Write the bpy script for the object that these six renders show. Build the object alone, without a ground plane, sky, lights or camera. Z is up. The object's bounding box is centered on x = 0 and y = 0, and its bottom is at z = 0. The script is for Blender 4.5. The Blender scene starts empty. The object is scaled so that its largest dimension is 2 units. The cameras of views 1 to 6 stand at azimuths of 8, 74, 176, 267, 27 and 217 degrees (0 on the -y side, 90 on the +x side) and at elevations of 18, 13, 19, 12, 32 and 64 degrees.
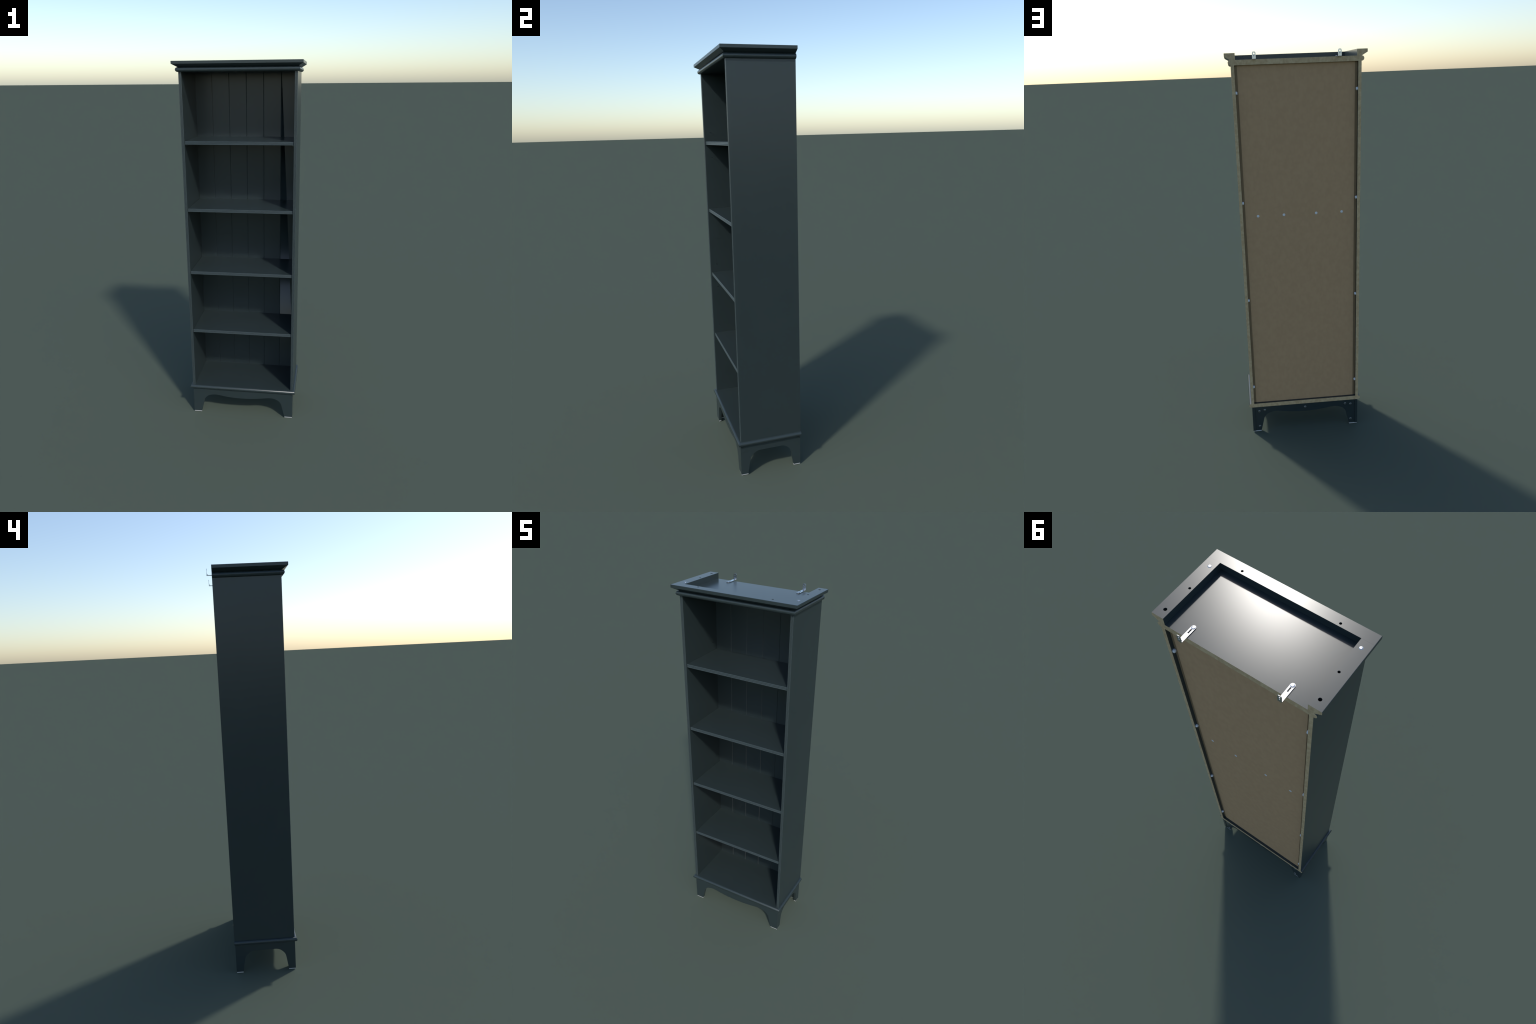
"""Tall painted bookcase: five open compartments, moulded cornice, plinth with
scalloped aprons on bracket feet, raw fibreboard back, wall-fixing angle brackets."""
import bpy, bmesh, math
from mathutils import Vector, Matrix

# ------------------------------------------------------------------ sizes (m)
BACK = 0.1555              # rear plane of the carcass
FRONT = -0.1530            # front of the side panels
SIDE_OUT, SIDE_IN = 0.2980, 0.2827
FLOOR_LOW, FLOOR_TOP = 0.1600, 0.1827        # bottom board
ROOF_LOW, ROOF_TOP = 1.9457, 1.9685          # top board
CROWN_TOP = 1.9975
CROWN_X, CROWN_FRONT = 0.3255, -0.1812
RECESS_X, RECESS_FRONT = 0.2765, -0.1365     # opening inside the crown rails
SHELF_TOPS = (1.6066, 1.2508, 0.8950, 0.5397)
SHELF_THICK, SHELF_FRONT = 0.0175, -0.1467
PANEL_FRONT, PANEL_BACK, PANEL_LIP = 0.1345, 0.1408, 0.1396
PLANK = 0.0958             # pitch of the tongue-and-groove boards
PLINTH_X, PLINTH_FRONT, PLINTH_BACK = 0.2957, -0.1550, 0.1530
PLINTH_THICK, PAD = 0.0155, 0.0053
BRACKET_X = 0.1927

# ------------------------------------------------------------------ materials
def new_material(name):
    m = bpy.data.materials.new(name)
    m.use_nodes = True
    nt = m.node_tree
    return m, nt, nt.nodes["Principled BSDF"]

def noise(nt, scale, detail=4.0, rough=0.55, stretch=(1, 1, 1)):
    co = nt.nodes.new("ShaderNodeTexCoord")
    mp = nt.nodes.new("ShaderNodeMapping")
    mp.inputs["Scale"].default_value = stretch
    n = nt.nodes.new("ShaderNodeTexNoise")
    n.inputs["Scale"].default_value = scale
    n.inputs["Detail"].default_value = detail
    n.inputs["Roughness"].default_value = rough
    nt.links.new(co.outputs["Object"], mp.inputs["Vector"])
    nt.links.new(mp.outputs["Vector"], n.inputs["Vector"])
    return n

def ramp(nt, src, stops):
    r = nt.nodes.new("ShaderNodeValToRGB")
    el = r.color_ramp.elements
    while len(el) < len(stops):
        el.new(0.5)
    for e, (p, c) in zip(el, stops):
        e.position = p
        e.color = (*c, 1.0)
    nt.links.new(src.outputs["Fac"], r.inputs["Fac"])
    return r

def bump(nt, bsdf, src, strength, dist):
    b = nt.nodes.new("ShaderNodeBump")
    b.inputs["Strength"].default_value = strength
    b.inputs["Distance"].default_value = dist
    nt.links.new(src.outputs["Fac"], b.inputs["Height"])
    nt.links.new(b.outputs["Normal"], bsdf.inputs["Normal"])

def make_paint(name, dark, light):
    m, nt, b = new_material(name)
    n = noise(nt, 7.0, 3.0)
    r = ramp(nt, n, [(0.3, dark), (0.7, light)])
    nt.links.new(r.outputs["Color"], b.inputs["Base Color"])
    b.inputs["Roughness"].default_value = 0.28
    b.inputs["IOR"].default_value = 1.5
    return m

def make_fibreboard(name, dark, light, scale, stretch, lo=0.38, hi=0.64):
    m, nt, b = new_material(name)
    n = noise(nt, scale, 5.0, 0.6, stretch)
    r = ramp(nt, n, [(lo, dark), (hi, light)])
    nt.links.new(r.outputs["Color"], b.inputs["Base Color"])
    b.inputs["Roughness"].default_value = 0.85
    b.inputs["Specular IOR Level"].default_value = 0.2
    g = noise(nt, 900.0, 2.0)
    bump(nt, b, g, 0.15, 0.0004)
    return m

def make_metal(name, col, rough, metallic=1.0):
    m, nt, b = new_material(name)
    n = noise(nt, 220.0, 2.0)
    r = ramp(nt, n, [(0.3, tuple(c * 0.93 for c in col)), (0.7, col)])
    nt.links.new(r.outputs["Color"], b.inputs["Base Color"])
    b.inputs["Metallic"].default_value = metallic
    b.inputs["Roughness"].default_value = rough
    return m

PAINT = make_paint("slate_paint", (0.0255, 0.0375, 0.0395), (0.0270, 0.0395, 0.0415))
PAINTED_SHEEN = make_paint("slate_painted_sheen", (0.0425, 0.0580, 0.0610), (0.0450, 0.0610, 0.0640))  # same paint lightened for reeded front edges: their reflected sheen put into the colour
BOARD = make_fibreboard("raw_fibreboard", (0.460, 0.298, 0.165), (0.492, 0.323, 0.180), 60.0, (1, 1, 0.7))
EDGE = make_fibreboard("raw_board_edge", (0.475, 0.345, 0.195), (0.580, 0.450, 0.265), 75.0, (1, 1, 0.8))
LIP = make_fibreboard("panel_rebate", (0.230, 0.155, 0.085), (0.290, 0.200, 0.110), 160.0, (1, 1, 0.04))
STEEL = make_metal("bright_steel", (0.62, 0.63, 0.64), 0.22)
DULL = make_metal("dull_steel", (0.28, 0.30, 0.30), 0.45)
ZINC = make_metal("zinc_cap", (0.72, 0.74, 0.76), 0.45, 0.1)
WHITE = make_metal("white_plastic", (0.52, 0.52, 0.51), 0.4, 0.0)

# ------------------------------------------------------------------ helpers
root = bpy.data.objects.new("bookcase", None)
bpy.context.scene.collection.objects.link(root)
root["label"] = "tall dark slate-painted bookcase with cornice and bracket feet"
root["category"] = "bookcase"

def link(name, mesh, parent=root):
    ob = bpy.data.objects.new(name, mesh)
    bpy.context.scene.collection.objects.link(ob)
    ob.parent = parent
    return ob

def finish(name, bm, mats, smooth=None, parent=root):
    bmesh.ops.recalc_face_normals(bm, faces=bm.faces[:])
    me = bpy.data.meshes.new(name)
    bm.to_mesh(me)
    bm.free()
    for m in mats:
        me.materials.append(m)
    if smooth is not None:
        shade(me, smooth)
    return link(name, me, parent)

def shade(me, angle, flat_area=0.004):
    """Smooth by angle, but keep broad flat faces truly flat at their borders."""
    me.shade_smooth()
    me.set_sharp_from_angle(angle=math.radians(angle))
    sharp = me.attributes.get("sharp_edge") or me.attributes.new("sharp_edge", "BOOLEAN", "EDGE")
    edges = set()
    for p in me.polygons:
        if p.area > flat_area:
            edges.update(me.loops[li].edge_index for li in p.loop_indices)
    for e in edges:
        sharp.data[e].value = True

def paint_back_raw(bm, y=BACK, index=1):
    """Faces lying on the rear plane are cut board, not paint."""
    bm.normal_update()
    for f in bm.faces:
        if abs(f.normal.y) > 0.9 and all(abs(v.co.y - y) < 1e-4 for v in f.verts):
            f.material_index = index

def prism(points, place, a, b, band=0, band_index=0):
    """Extrude a closed 2D outline from a to b; place(u, v, t) -> xyz.
    The first `band` strips of the wall take material `band_index`."""
    bm = bmesh.new()
    ra = [bm.verts.new(place(u, v, a)) for u, v in points]
    rb = [bm.verts.new(place(u, v, b)) for u, v in points]
    n = len(points)
    for i in range(n):
        j = (i + 1) % n
        f = bm.faces.new((ra[i], ra[j], rb[j], rb[i]))
        if i < band:
            f.material_index = band_index
    bm.faces.new(ra[::-1])
    bm.faces.new(rb)
    return bm

def stack(loops):
    """Skin rectangles (half width, y front, y back, z) from bottom to top."""
    bm = bmesh.new()
    rings = []
    for w, yf, yb, z in loops:
        rings.append([bm.verts.new(p) for p in ((-w, yf, z), (w, yf, z), (w, yb, z), (-w, yb, z))])
    for a, b in zip(rings, rings[1:]):
        for i in range(4):
            j = (i + 1) % 4
            bm.faces.new((a[i], a[j], b[j], b[i]))
    bm.faces.new(rings[0][::-1])
    bm.faces.new(rings[-1])
    return bm

def bevel(ob, width, on_edge, segments=2):
    """Round the sharp edges whose two ends both satisfy on_edge(co)."""
    bm = bmesh.new()
    bm.from_mesh(ob.data)
    es = [e for e in bm.edges if all(on_edge(v.co) for v in e.verts)
          and len(e.link_faces) == 2 and e.calc_face_angle(0) > math.radians(40)]
    bmesh.ops.bevel(bm, geom=es, offset=width, segments=segments, profile=0.5, affect="EDGES")
    bm.to_mesh(ob.data)
    bm.free()
    shade(ob.data, 35, 0.002)

def apply_modifiers(ob):
    dg = bpy.context.evaluated_depsgraph_get()
    me = bpy.data.meshes.new_from_object(ob.evaluated_get(dg))
    ob.modifiers.clear()
    ob.data = me

def cylinder_mesh(bm, centre, axis, radius, length, seg=20):
    """Closed cylinder starting at centre and running `length` along axis."""
    rot = Vector((0, 0, 1)).rotation_difference(Vector(axis)).to_matrix().to_4x4()
    mat = Matrix.Translation(Vector(centre) + Vector(axis) * length / 2) @ rot
    return bmesh.ops.create_cone(bm, cap_ends=True, segments=seg, radius1=radius,
                                 radius2=radius, depth=length, matrix=mat)["verts"]

def drill(ob, holes):
    """Cut round blind holes: (centre, axis, radius, depth)."""
    bm = bmesh.new()
    for c, ax, r, d in holes:
        start = Vector(c) - Vector(ax) * 0.004
        cylinder_mesh(bm, start, ax, r, d + 0.004, 18)
    me = bpy.data.meshes.new("drill")
    bm.to_mesh(me)
    bm.free()
    me.materials.append(PAINT)
    cutter = link("drill", me, None)
    m = ob.modifiers.new("holes", "BOOLEAN")
    m.operation, m.solver, m.object = "DIFFERENCE", "EXACT", cutter
    bpy.context.view_layer.update()
    apply_modifiers(ob)
    bpy.data.objects.remove(cutter)

def reeds(a, b, base, out, count=3, seg=8):
    """Points of `count` rounded reeds running from a to b, bulging from base to out."""
    pts = []
    w = (b - a) / count
    for k in range(count):
        for i in range(seg + 1):
            if k and i == 0:
                continue
            t = math.pi * i / seg
            pts.append((a + w * k + w / 2 * (1 - math.cos(t)), base + (out - base) * math.sin(t)))
    return pts

def catmull(ctrl, per=8):
    out = []
    p = [ctrl[0]] + list(ctrl) + [ctrl[-1]]
    for i in range(1, len(p) - 2):
        for k in range(per):
            t = k / per
            q = []
            for c in range(2):
                p0, p1, p2, p3 = p[i - 1][c], p[i][c], p[i + 1][c], p[i + 2][c]
                q.append(0.5 * (2 * p1 + (p2 - p0) * t + (2 * p0 - 5 * p1 + 4 * p2 - p3) * t * t
                                + (3 * p1 - p0 - 3 * p2 + p3) * t ** 3))
            out.append(tuple(q))
    out.append(ctrl[-1])
    return out

# ------------------------------------------------------------------ side panels
HOLE_Y = (-0.1160, 0.0950)
PIN_STEP = 0.064
ADJUSTABLE = (SHELF_TOPS[0], SHELF_TOPS[2], SHELF_TOPS[3])
for s in (1, -1):
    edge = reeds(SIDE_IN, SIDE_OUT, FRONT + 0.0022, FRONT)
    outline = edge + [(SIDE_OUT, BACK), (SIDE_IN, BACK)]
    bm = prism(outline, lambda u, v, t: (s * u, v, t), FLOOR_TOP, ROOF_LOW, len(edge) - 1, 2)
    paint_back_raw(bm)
    ob = finish("side_panel", bm, [PAINT, EDGE, PAINTED_SHEEN], 50)
    holes = []
    for top in ADJUSTABLE:
        pin = top - SHELF_THICK - 0.003
        for dz in (-PIN_STEP, PIN_STEP):
            for y in HOLE_Y:
                holes.append(((s * SIDE_IN, y, pin + dz), (s, 0, 0), 0.0022, 0.008))
    drill(ob, holes)
    shade(ob.data, 50)

# ------------------------------------------------------------------ shelves
half = SIDE_IN - 0.0012
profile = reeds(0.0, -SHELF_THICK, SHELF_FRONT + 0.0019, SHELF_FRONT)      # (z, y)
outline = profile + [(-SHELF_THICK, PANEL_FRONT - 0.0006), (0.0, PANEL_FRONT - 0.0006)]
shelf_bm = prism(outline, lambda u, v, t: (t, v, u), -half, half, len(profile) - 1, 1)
shelf_ob = finish("shelf", shelf_bm, [PAINT, PAINTED_SHEEN], 50)
shelf_ob.location.z = SHELF_TOPS[0]
for z in SHELF_TOPS[1:]:
    c = shelf_ob.copy()
    bpy.context.scene.collection.objects.link(c)
    c.location.z = z

# shelf pins carrying the loose shelves
bm = bmesh.new()
cylinder_mesh(bm, (0, 0, 0), (1, 0, 0), 0.0030, 0.010, 14)
pin_me = bpy.data.meshes.new("shelf_pin")
bm.to_mesh(pin_me); bm.free()
pin_me.materials.append(STEEL)
for top in ADJUSTABLE:
    for s in (1, -1):
        for y in HOLE_Y:
            p = link("shelf_pin", pin_me)
            p.location = (s * (SIDE_IN + 0.001), y, top - SHELF_THICK - 0.0031)
            p.scale.x = -s

# ------------------------------------------------------------------ top and bottom boards (bull-nosed)
def bullnose(name, z0, z1, cx, cyf, lean=0):
    r = (z1 - z0) / 2
    loops = []
    n = 14
    for i in range(n + 1):
        t = -math.pi / 2 + math.pi * i / n
        loops.append((cx + r * math.cos(t), cyf - r * math.cos(t), BACK, (z0 + z1) / 2 + r * math.sin(t)))
    bm = stack(loops)
    paint_back_raw(bm)
    ob = finish(name, bm, [PAINT, EDGE])
    shade(ob.data, 40, 0.05)
    if lean:
        # front nosing eases round toward its sunward mitre
        me = ob.data
        zc = (z0 + z1) / 2
        normals = [me.corner_normals[i].vector.copy() for i in range(len(me.loops))]
        for p in me.polygons:
            if p.normal.y < -0.05 and abs(p.normal.x) < 0.01 and p.material_index == 0:
                for li in p.loop_indices:
                    co = me.vertices[me.loops[li].vertex_index].co
                    t = math.asin(max(-1, min(1, (co.z - zc) / r)))
                    az = math.radians(lean) if co.x > 0 else 0.0
                    normals[li] = Vector((math.sin(az) * math.cos(t), -math.cos(az) * math.cos(t), math.sin(t)))
        me.normals_split_custom_set(normals)
    return ob

bullnose("top_board", ROOF_LOW, ROOF_TOP, 0.2987, -0.1550)
bullnose("bottom_board", FLOOR_LOW, FLOOR_TOP, 0.2985, -0.1549, 20)

# ------------------------------------------------------------------ crown rails
CH0 = 0.0265                      # how far the cove undercuts the crown edge
CH_Z = 1.9838
front = stack([
    (CROWN_X - CH0, CROWN_FRONT + CH0, RECESS_FRONT, ROOF_TOP),
    (CROWN_X, CROWN_FRONT, RECESS_FRONT, CH_Z),
    (CROWN_X, CROWN_FRONT, RECESS_FRONT, CROWN_TOP - 0.0012),
    (CROWN_X - 0.0012, CROWN_FRONT + 0.0012, RECESS_FRONT, CROWN_TOP)])
front_rail = finish("crown_rail", front, [PAINT])
DOWN = (0, 0, -1)
drill(front_rail, [((s * 0.193, -0.1486, CROWN_TOP), DOWN, 0.0050, 0.024) for s in (1, -1)])
for s in (1, -1):
    pts = [(RECESS_X, ROOF_TOP), (CROWN_X - CH0, ROOF_TOP), (CROWN_X, CH_Z),
           (CROWN_X, CROWN_TOP - 0.0012), (CROWN_X - 0.0012, CROWN_TOP), (RECESS_X, CROWN_TOP)]
    bm = prism(pts, lambda u, v, t: (s * u, t, v), RECESS_FRONT + 0.0001, BACK)
    paint_back_raw(bm)
    ob = finish("crown_rail", bm, [PAINT, EDGE])
    drill(ob, [((s * 0.2884, 0.0086, CROWN_TOP), DOWN, 0.0050, 0.024),
               ((s * 0.2959, 0.1216, CROWN_TOP), DOWN, 0.0066, 0.024)])

# ------------------------------------------------------------------ back panel (grooved boards, raw rear)
def back_panel():
    G, D = 0.0019, 0.0013          # half width and depth of the V groove
    LIP_X = 0.2705
    front = [(-SIDE_IN, PANEL_FRONT)]
    grooves = [k * PLANK for k in (-2, -1, 0, 1, 2)]
    for x in grooves:
        front += [(x - G, PANEL_FRONT), (x, PANEL_FRONT + D), (x + G, PANEL_FRONT)]
    front += [(SIDE_IN, PANEL_FRONT)]
    rear = [(SIDE_IN, PANEL_LIP), (LIP_X, PANEL_LIP), (LIP_X, PANEL_BACK),
            (-LIP_X, PANEL_BACK), (-LIP_X, PANEL_LIP), (-SIDE_IN, PANEL_LIP)]
    bm = bmesh.new()
    pts = front + rear
    lo = [bm.verts.new((x, y, FLOOR_TOP)) for x, y in pts]
    hi = [bm.verts.new((x, y, ROOF_LOW)) for x, y in pts]
    nf, n = len(front), len(pts)
    warped = None
    for i in range(n):
        j = (i + 1) % n
        if i == nf - 2:
            # last board: its face is lit as a long warped sliver beside the groove
            mid = bm.verts.new((grooves[-1] + 0.089, PANEL_FRONT, FLOOR_TOP))
            warped = bm.faces.new((lo[i], mid, hi[i]))
            bm.faces.new((mid, lo[j], hi[j], hi[i]))
            continue
        f = bm.faces.new((lo[i], lo[j], hi[j], hi[i]))
        if i >= nf - 1 and i != n - 1:
            on_main = abs(pts[i][1] - PANEL_BACK) < 1e-6 and abs(pts[j][1] - PANEL_BACK) < 1e-6
            f.material_index = 1 if on_main else 2
    bm.faces.new(lo[::-1]).material_index = 1
    bm.faces.new(hi).material_index = 1
    bm.verts.index_update(); bm.faces.index_update()
    wi, apex = warped.index, hi[nf - 2].index
    me = bpy.data.meshes.new("back_panel")
    bm.to_mesh(me); bm.free()
    for m in (PAINT, BOARD, LIP):
        me.materials.append(m)
    normals = [None] * len(me.loops)
    for p in me.polygons:
        p.use_smooth = True
        for li in p.loop_indices:
            nrm = p.normal.copy()
            if p.index == wi and me.loops[li].vertex_index == apex:
                nrm = Vector((0.0, -0.12, 1.0)).normalized()
            normals[li] = nrm
    me.normals_split_custom_set(normals)
    return link("back_panel", me)

panel = back_panel()

# caps and fixings seen from behind
def dome(name, r, h, mat, seg=20):
    """Low pan head with its flat side on the xy plane."""
    bm = bmesh.new()
    prof = [(r, 0.0), (r, h * 0.45), (r * 0.88, h * 0.8), (r * 0.6, h), (0, h)]
    rings = []
    for rr, z in prof[:-1]:
        rings.append([bm.verts.new((rr * math.cos(2 * math.pi * k / seg), rr * math.sin(2 * math.pi * k / seg), z))
                      for k in range(seg)])
    for a, b in zip(rings, rings[1:]):
        for k in range(seg):
            j = (k + 1) % seg
            bm.faces.new((a[k], a[j], b[j], b[k]))
    bm.faces.new(rings[-1]); bm.faces.new(rings[0][::-1])
    bmesh.ops.recalc_face_normals(bm, faces=bm.faces[:])
    me = bpy.data.meshes.new(name)
    bm.to_mesh(me); bm.free()
    me.materials.append(mat)
    me.shade_smooth(); me.set_sharp_from_angle(angle=math.radians(50))
    return me

def cross_head(name, r, h, mat):
    """Pan head with a cross recess sunk into it."""
    ob = link(name, dome(name, r, h, mat), None)
    bm = bmesh.new()
    for a, b in ((r * 0.55, r * 0.15), (r * 0.15, r * 0.55)):
        bmesh.ops.create_cube(bm, size=1.0, matrix=Matrix.Translation((0, 0, h)) @ Matrix.Diagonal((2 * a, 2 * b, h, 1)))
    me = bpy.data.meshes.new("recess")
    bm.to_mesh(me); bm.free()
    me.materials.append(mat)
    cut = link("recess", me, None)
    m = ob.modifiers.new("recess", "BOOLEAN")
    m.operation, m.solver, m.object, m.use_self = "DIFFERENCE", "EXACT", cut, True
    bpy.context.view_layer.update()
    apply_modifiers(ob)
    out = ob.data
    bpy.data.objects.remove(cut); bpy.data.objects.remove(ob)
    return out

FACE_BACK = Matrix.Rotation(-math.pi / 2, 4, "X")      # +z of the head turned to +y
cap_me = dome("screw_cap", 0.0066, 0.0012, ZINC)
for x in (-0.2085, -0.0803, 0.0803, 0.2085):
    c = link("screw_cap", cap_me)
    c.matrix_world = Matrix.Translation((x, PANEL_BACK, 1.2420)) @ FACE_BACK

knob_me = dome("panel_clip", 0.0080, 0.0085, ZINC, 10)
for s in (1, -1):
    for z in (1.8250, 1.3120, 0.7980, 0.2848):
        c = link("panel_clip", knob_me)
        c.matrix_world = Matrix.Translation((s * SIDE_IN, 0.1460, z)) @ Matrix.Rotation(-s * math.pi / 2, 4, "Y")

# ------------------------------------------------------------------ plinth
LONG_CURVE = [(0.0, 0.1075), (0.052, 0.1090), (0.110, 0.1155), (0.142, 0.1212), (0.166, 0.1228),
              (0.187, 0.1198), (0.207, 0.1120), (0.220, 0.1015), (0.229, 0.0875), (0.2345, 0.0665)]
SHORT_CURVE = [(0.0, 0.1212), (0.040, 0.1212), (0.062, 0.1205), (0.078, 0.1145), (0.092, 0.1030),
               (0.1015, 0.0900), (0.1065, 0.0750)]

def apron_outline(curve, half_width, foot_in):
    """Half curve mirrored: arch cut-out under a board standing on two feet."""
    right = catmull(curve)
    right = right + [(foot_in, PAD)]
    left = [(-u, v) for u, v in right[:0:-1]]
    return left + right + [(half_width, PAD), (half_width, FLOOR_LOW), (-half_width, FLOOR_LOW), (-half_width, PAD)]

bm = prism(apron_outline(LONG_CURVE, PLINTH_X, 0.2487), lambda u, v, t: (u, t, v),
           PLINTH_FRONT, PLINTH_FRONT + PLINTH_THICK)
ob = finish("front_apron", bm, [PAINT]); bevel(ob, 0.0010, lambda c: abs(c.y - PLINTH_FRONT) < 1e-5)
bm = prism(apron_outline(LONG_CURVE, PLINTH_X - PLINTH_THICK, 0.2487), lambda u, v, t: (u, t, v),
           PLINTH_BACK - 0.0025 - PLINTH_THICK, PLINTH_BACK - 0.0025)
ob = finish("back_apron", bm, [PAINT]); bevel(ob, 0.0008, lambda c: c.y > PLINTH_BACK - 0.0030)
mid = (PLINTH_FRONT + PLINTH_BACK) / 2
span = (PLINTH_BACK - PLINTH_FRONT) / 2
for s in (1, -1):
    outline = [(max(u + mid, PLINTH_FRONT + PLINTH_THICK), v)
               for u, v in apron_outline(SHORT_CURVE, span, 0.1178)]
    bm = prism(outline, lambda u, v, t: (s * t, u, v), PLINTH_X - PLINTH_THICK, PLINTH_X)
    ob = finish("side_apron", bm, [PAINT])
    bevel(ob, 0.0010, lambda c: abs(abs(c.x) - PLINTH_X) < 1e-5 and c.y > PLINTH_FRONT + PLINTH_THICK + 1e-5)

# felt-white pads under the feet, L-shaped like the foot above
for sx in (1, -1):
    for sy in (1, -1):
        y_out = PLINTH_BACK - 0.0020 if sy > 0 else PLINTH_FRONT + 0.0016
        x_out = PLINTH_X - 0.0016
        y_in, x_in = sy * 0.1185 + mid, 0.2500
        t = PLINTH_THICK - 0.003
        pts = [(x_in, y_out), (x_out, y_out), (x_out, y_in), (x_out - t, y_in), (x_out - t, y_out - sy * t), (x_in, y_out - sy * t)]
        bm = prism(pts, lambda u, v, q: (sx * u, v, q), 0.0, PAD + 0.0003)
        finish("foot_pad", bm, [WHITE])

screw_me = cross_head("screw_head", 0.0073, 0.0026, DULL)
crown_screw_me = cross_head("screw_head", 0.0073, 0.0022, STEEL)
for x, z in ((0.2565, 0.1292), (-0.2565, 0.1292), (0.2256, 0.1344), (-0.2256, 0.1344),
             (0.2575, 0.0320), (-0.2575, 0.0320), (0.0, 0.1341)):
    c = link("screw_head", screw_me)
    c.matrix_world = Matrix.Translation((x, PLINTH_BACK - 0.0026, z)) @ FACE_BACK
for s in (1, -1):
    c = link("screw_head", crown_screw_me)
    c.matrix_world = Matrix.Translation((s * 0.2958, -0.1043, CROWN_TOP - 0.0010))

# ------------------------------------------------------------------ wall brackets
def bracket_mesh():
    W, T = 0.0083, 0.0018
    z0, z1 = ROOF_TOP + 0.0012, 2.0 - 0.0
    y_end, y_out = 0.1035, 0.1808
    bm = bmesh.new()
    # foot strip with a rounded tip
    out = [(W, y_out), (W, y_end + W)]
    for i in range(1, 12):
        t = math.pi * i / 12
        out.append((W * math.cos(t), y_end + W - W * math.sin(t)))
    out += [(-W, y_end + W), (-W, y_out)]
    def slab(points, place, a, b):
        ra = [bm.verts.new(place(u, v, a)) for u, v in points]
        rb = [bm.verts.new(place(u, v, b)) for u, v in points]
        n = len(points)
        for i in range(n):
            j = (i + 1) % n
            bm.faces.new((ra[i], ra[j], rb[j], rb[i]))
        bm.faces.new(ra[::-1]); bm.faces.new(rb)
    slab(out, lambda u, v, t: (u, v, t), z0, z0 + T)
    # upright with clipped top corners
    up = [(-W, z0 + T + 0.0002), (W, z0 + T + 0.0002), (W, z1 - 0.006), (W - 0.0024, z1 - 0.0008), (W - 0.004, z1),
          (-W + 0.004, z1), (-W + 0.0024, z1 - 0.0008), (-W, z1 - 0.006)]
    slab(up, lambda u, v, t: (u, t, v), y_out - T, y_out)
    # pressed stiffening rib in the corner
    rib = [(y_out - T - 0.0001, z0 + T + 0.0001), (y_out - T - 0.0075, z0 + T + 0.0001), (y_out - T - 0.0001, z0 + T + 0.0075)]
    slab(rib, lambda u, v, t: (t, u, v), -0.0024, 0.0024)
    bmesh.ops.recalc_face_normals(bm, faces=bm.faces[:])
    ob = finish("bracket", bm, [STEEL])
    # cut-outs: slot in the strip, two holes in the upright
    cb = bmesh.new()
    bmesh.ops.create_cube(cb, size=1.0, matrix=Matrix.Translation((0, 0.1308, z0)) @ Matrix.Diagonal((0.0056, 0.0190, 0.01, 1)))
    cylinder_mesh(cb, (0, y_out - 0.006, 1.9920), (0, 1, 0), 0.0034, 0.012, 18)
    cylinder_mesh(cb, (0, y_out - 0.006, 1.9822), (0, 1, 0), 0.0022, 0.012, 12)
    cm = bpy.data.meshes.new("cut"); cb.to_mesh(cm); cb.free()
    cm.materials.append(STEEL)
    cut = link("cut", cm, None)
    m = ob.modifiers.new("cut", "BOOLEAN")
    m.operation, m.solver, m.object, m.use_self = "DIFFERENCE", "EXACT", cut, True
    bpy.context.view_layer.update()
    apply_modifiers(ob)
    me = ob.data
    bpy.data.objects.remove(cut); bpy.data.objects.remove(ob)
    return me

bracket_me = bracket_mesh()
bracket_screw = cross_head("bracket_screw", 0.0074, 0.0016, STEEL)
for s in (1, -1):
    b = link("wall_bracket", bracket_me)
    b.location.x = s * BRACKET_X
    k = link("bracket_screw", bracket_screw, b)
    k.location = (0, 0.1128, ROOF_TOP + 0.0029)
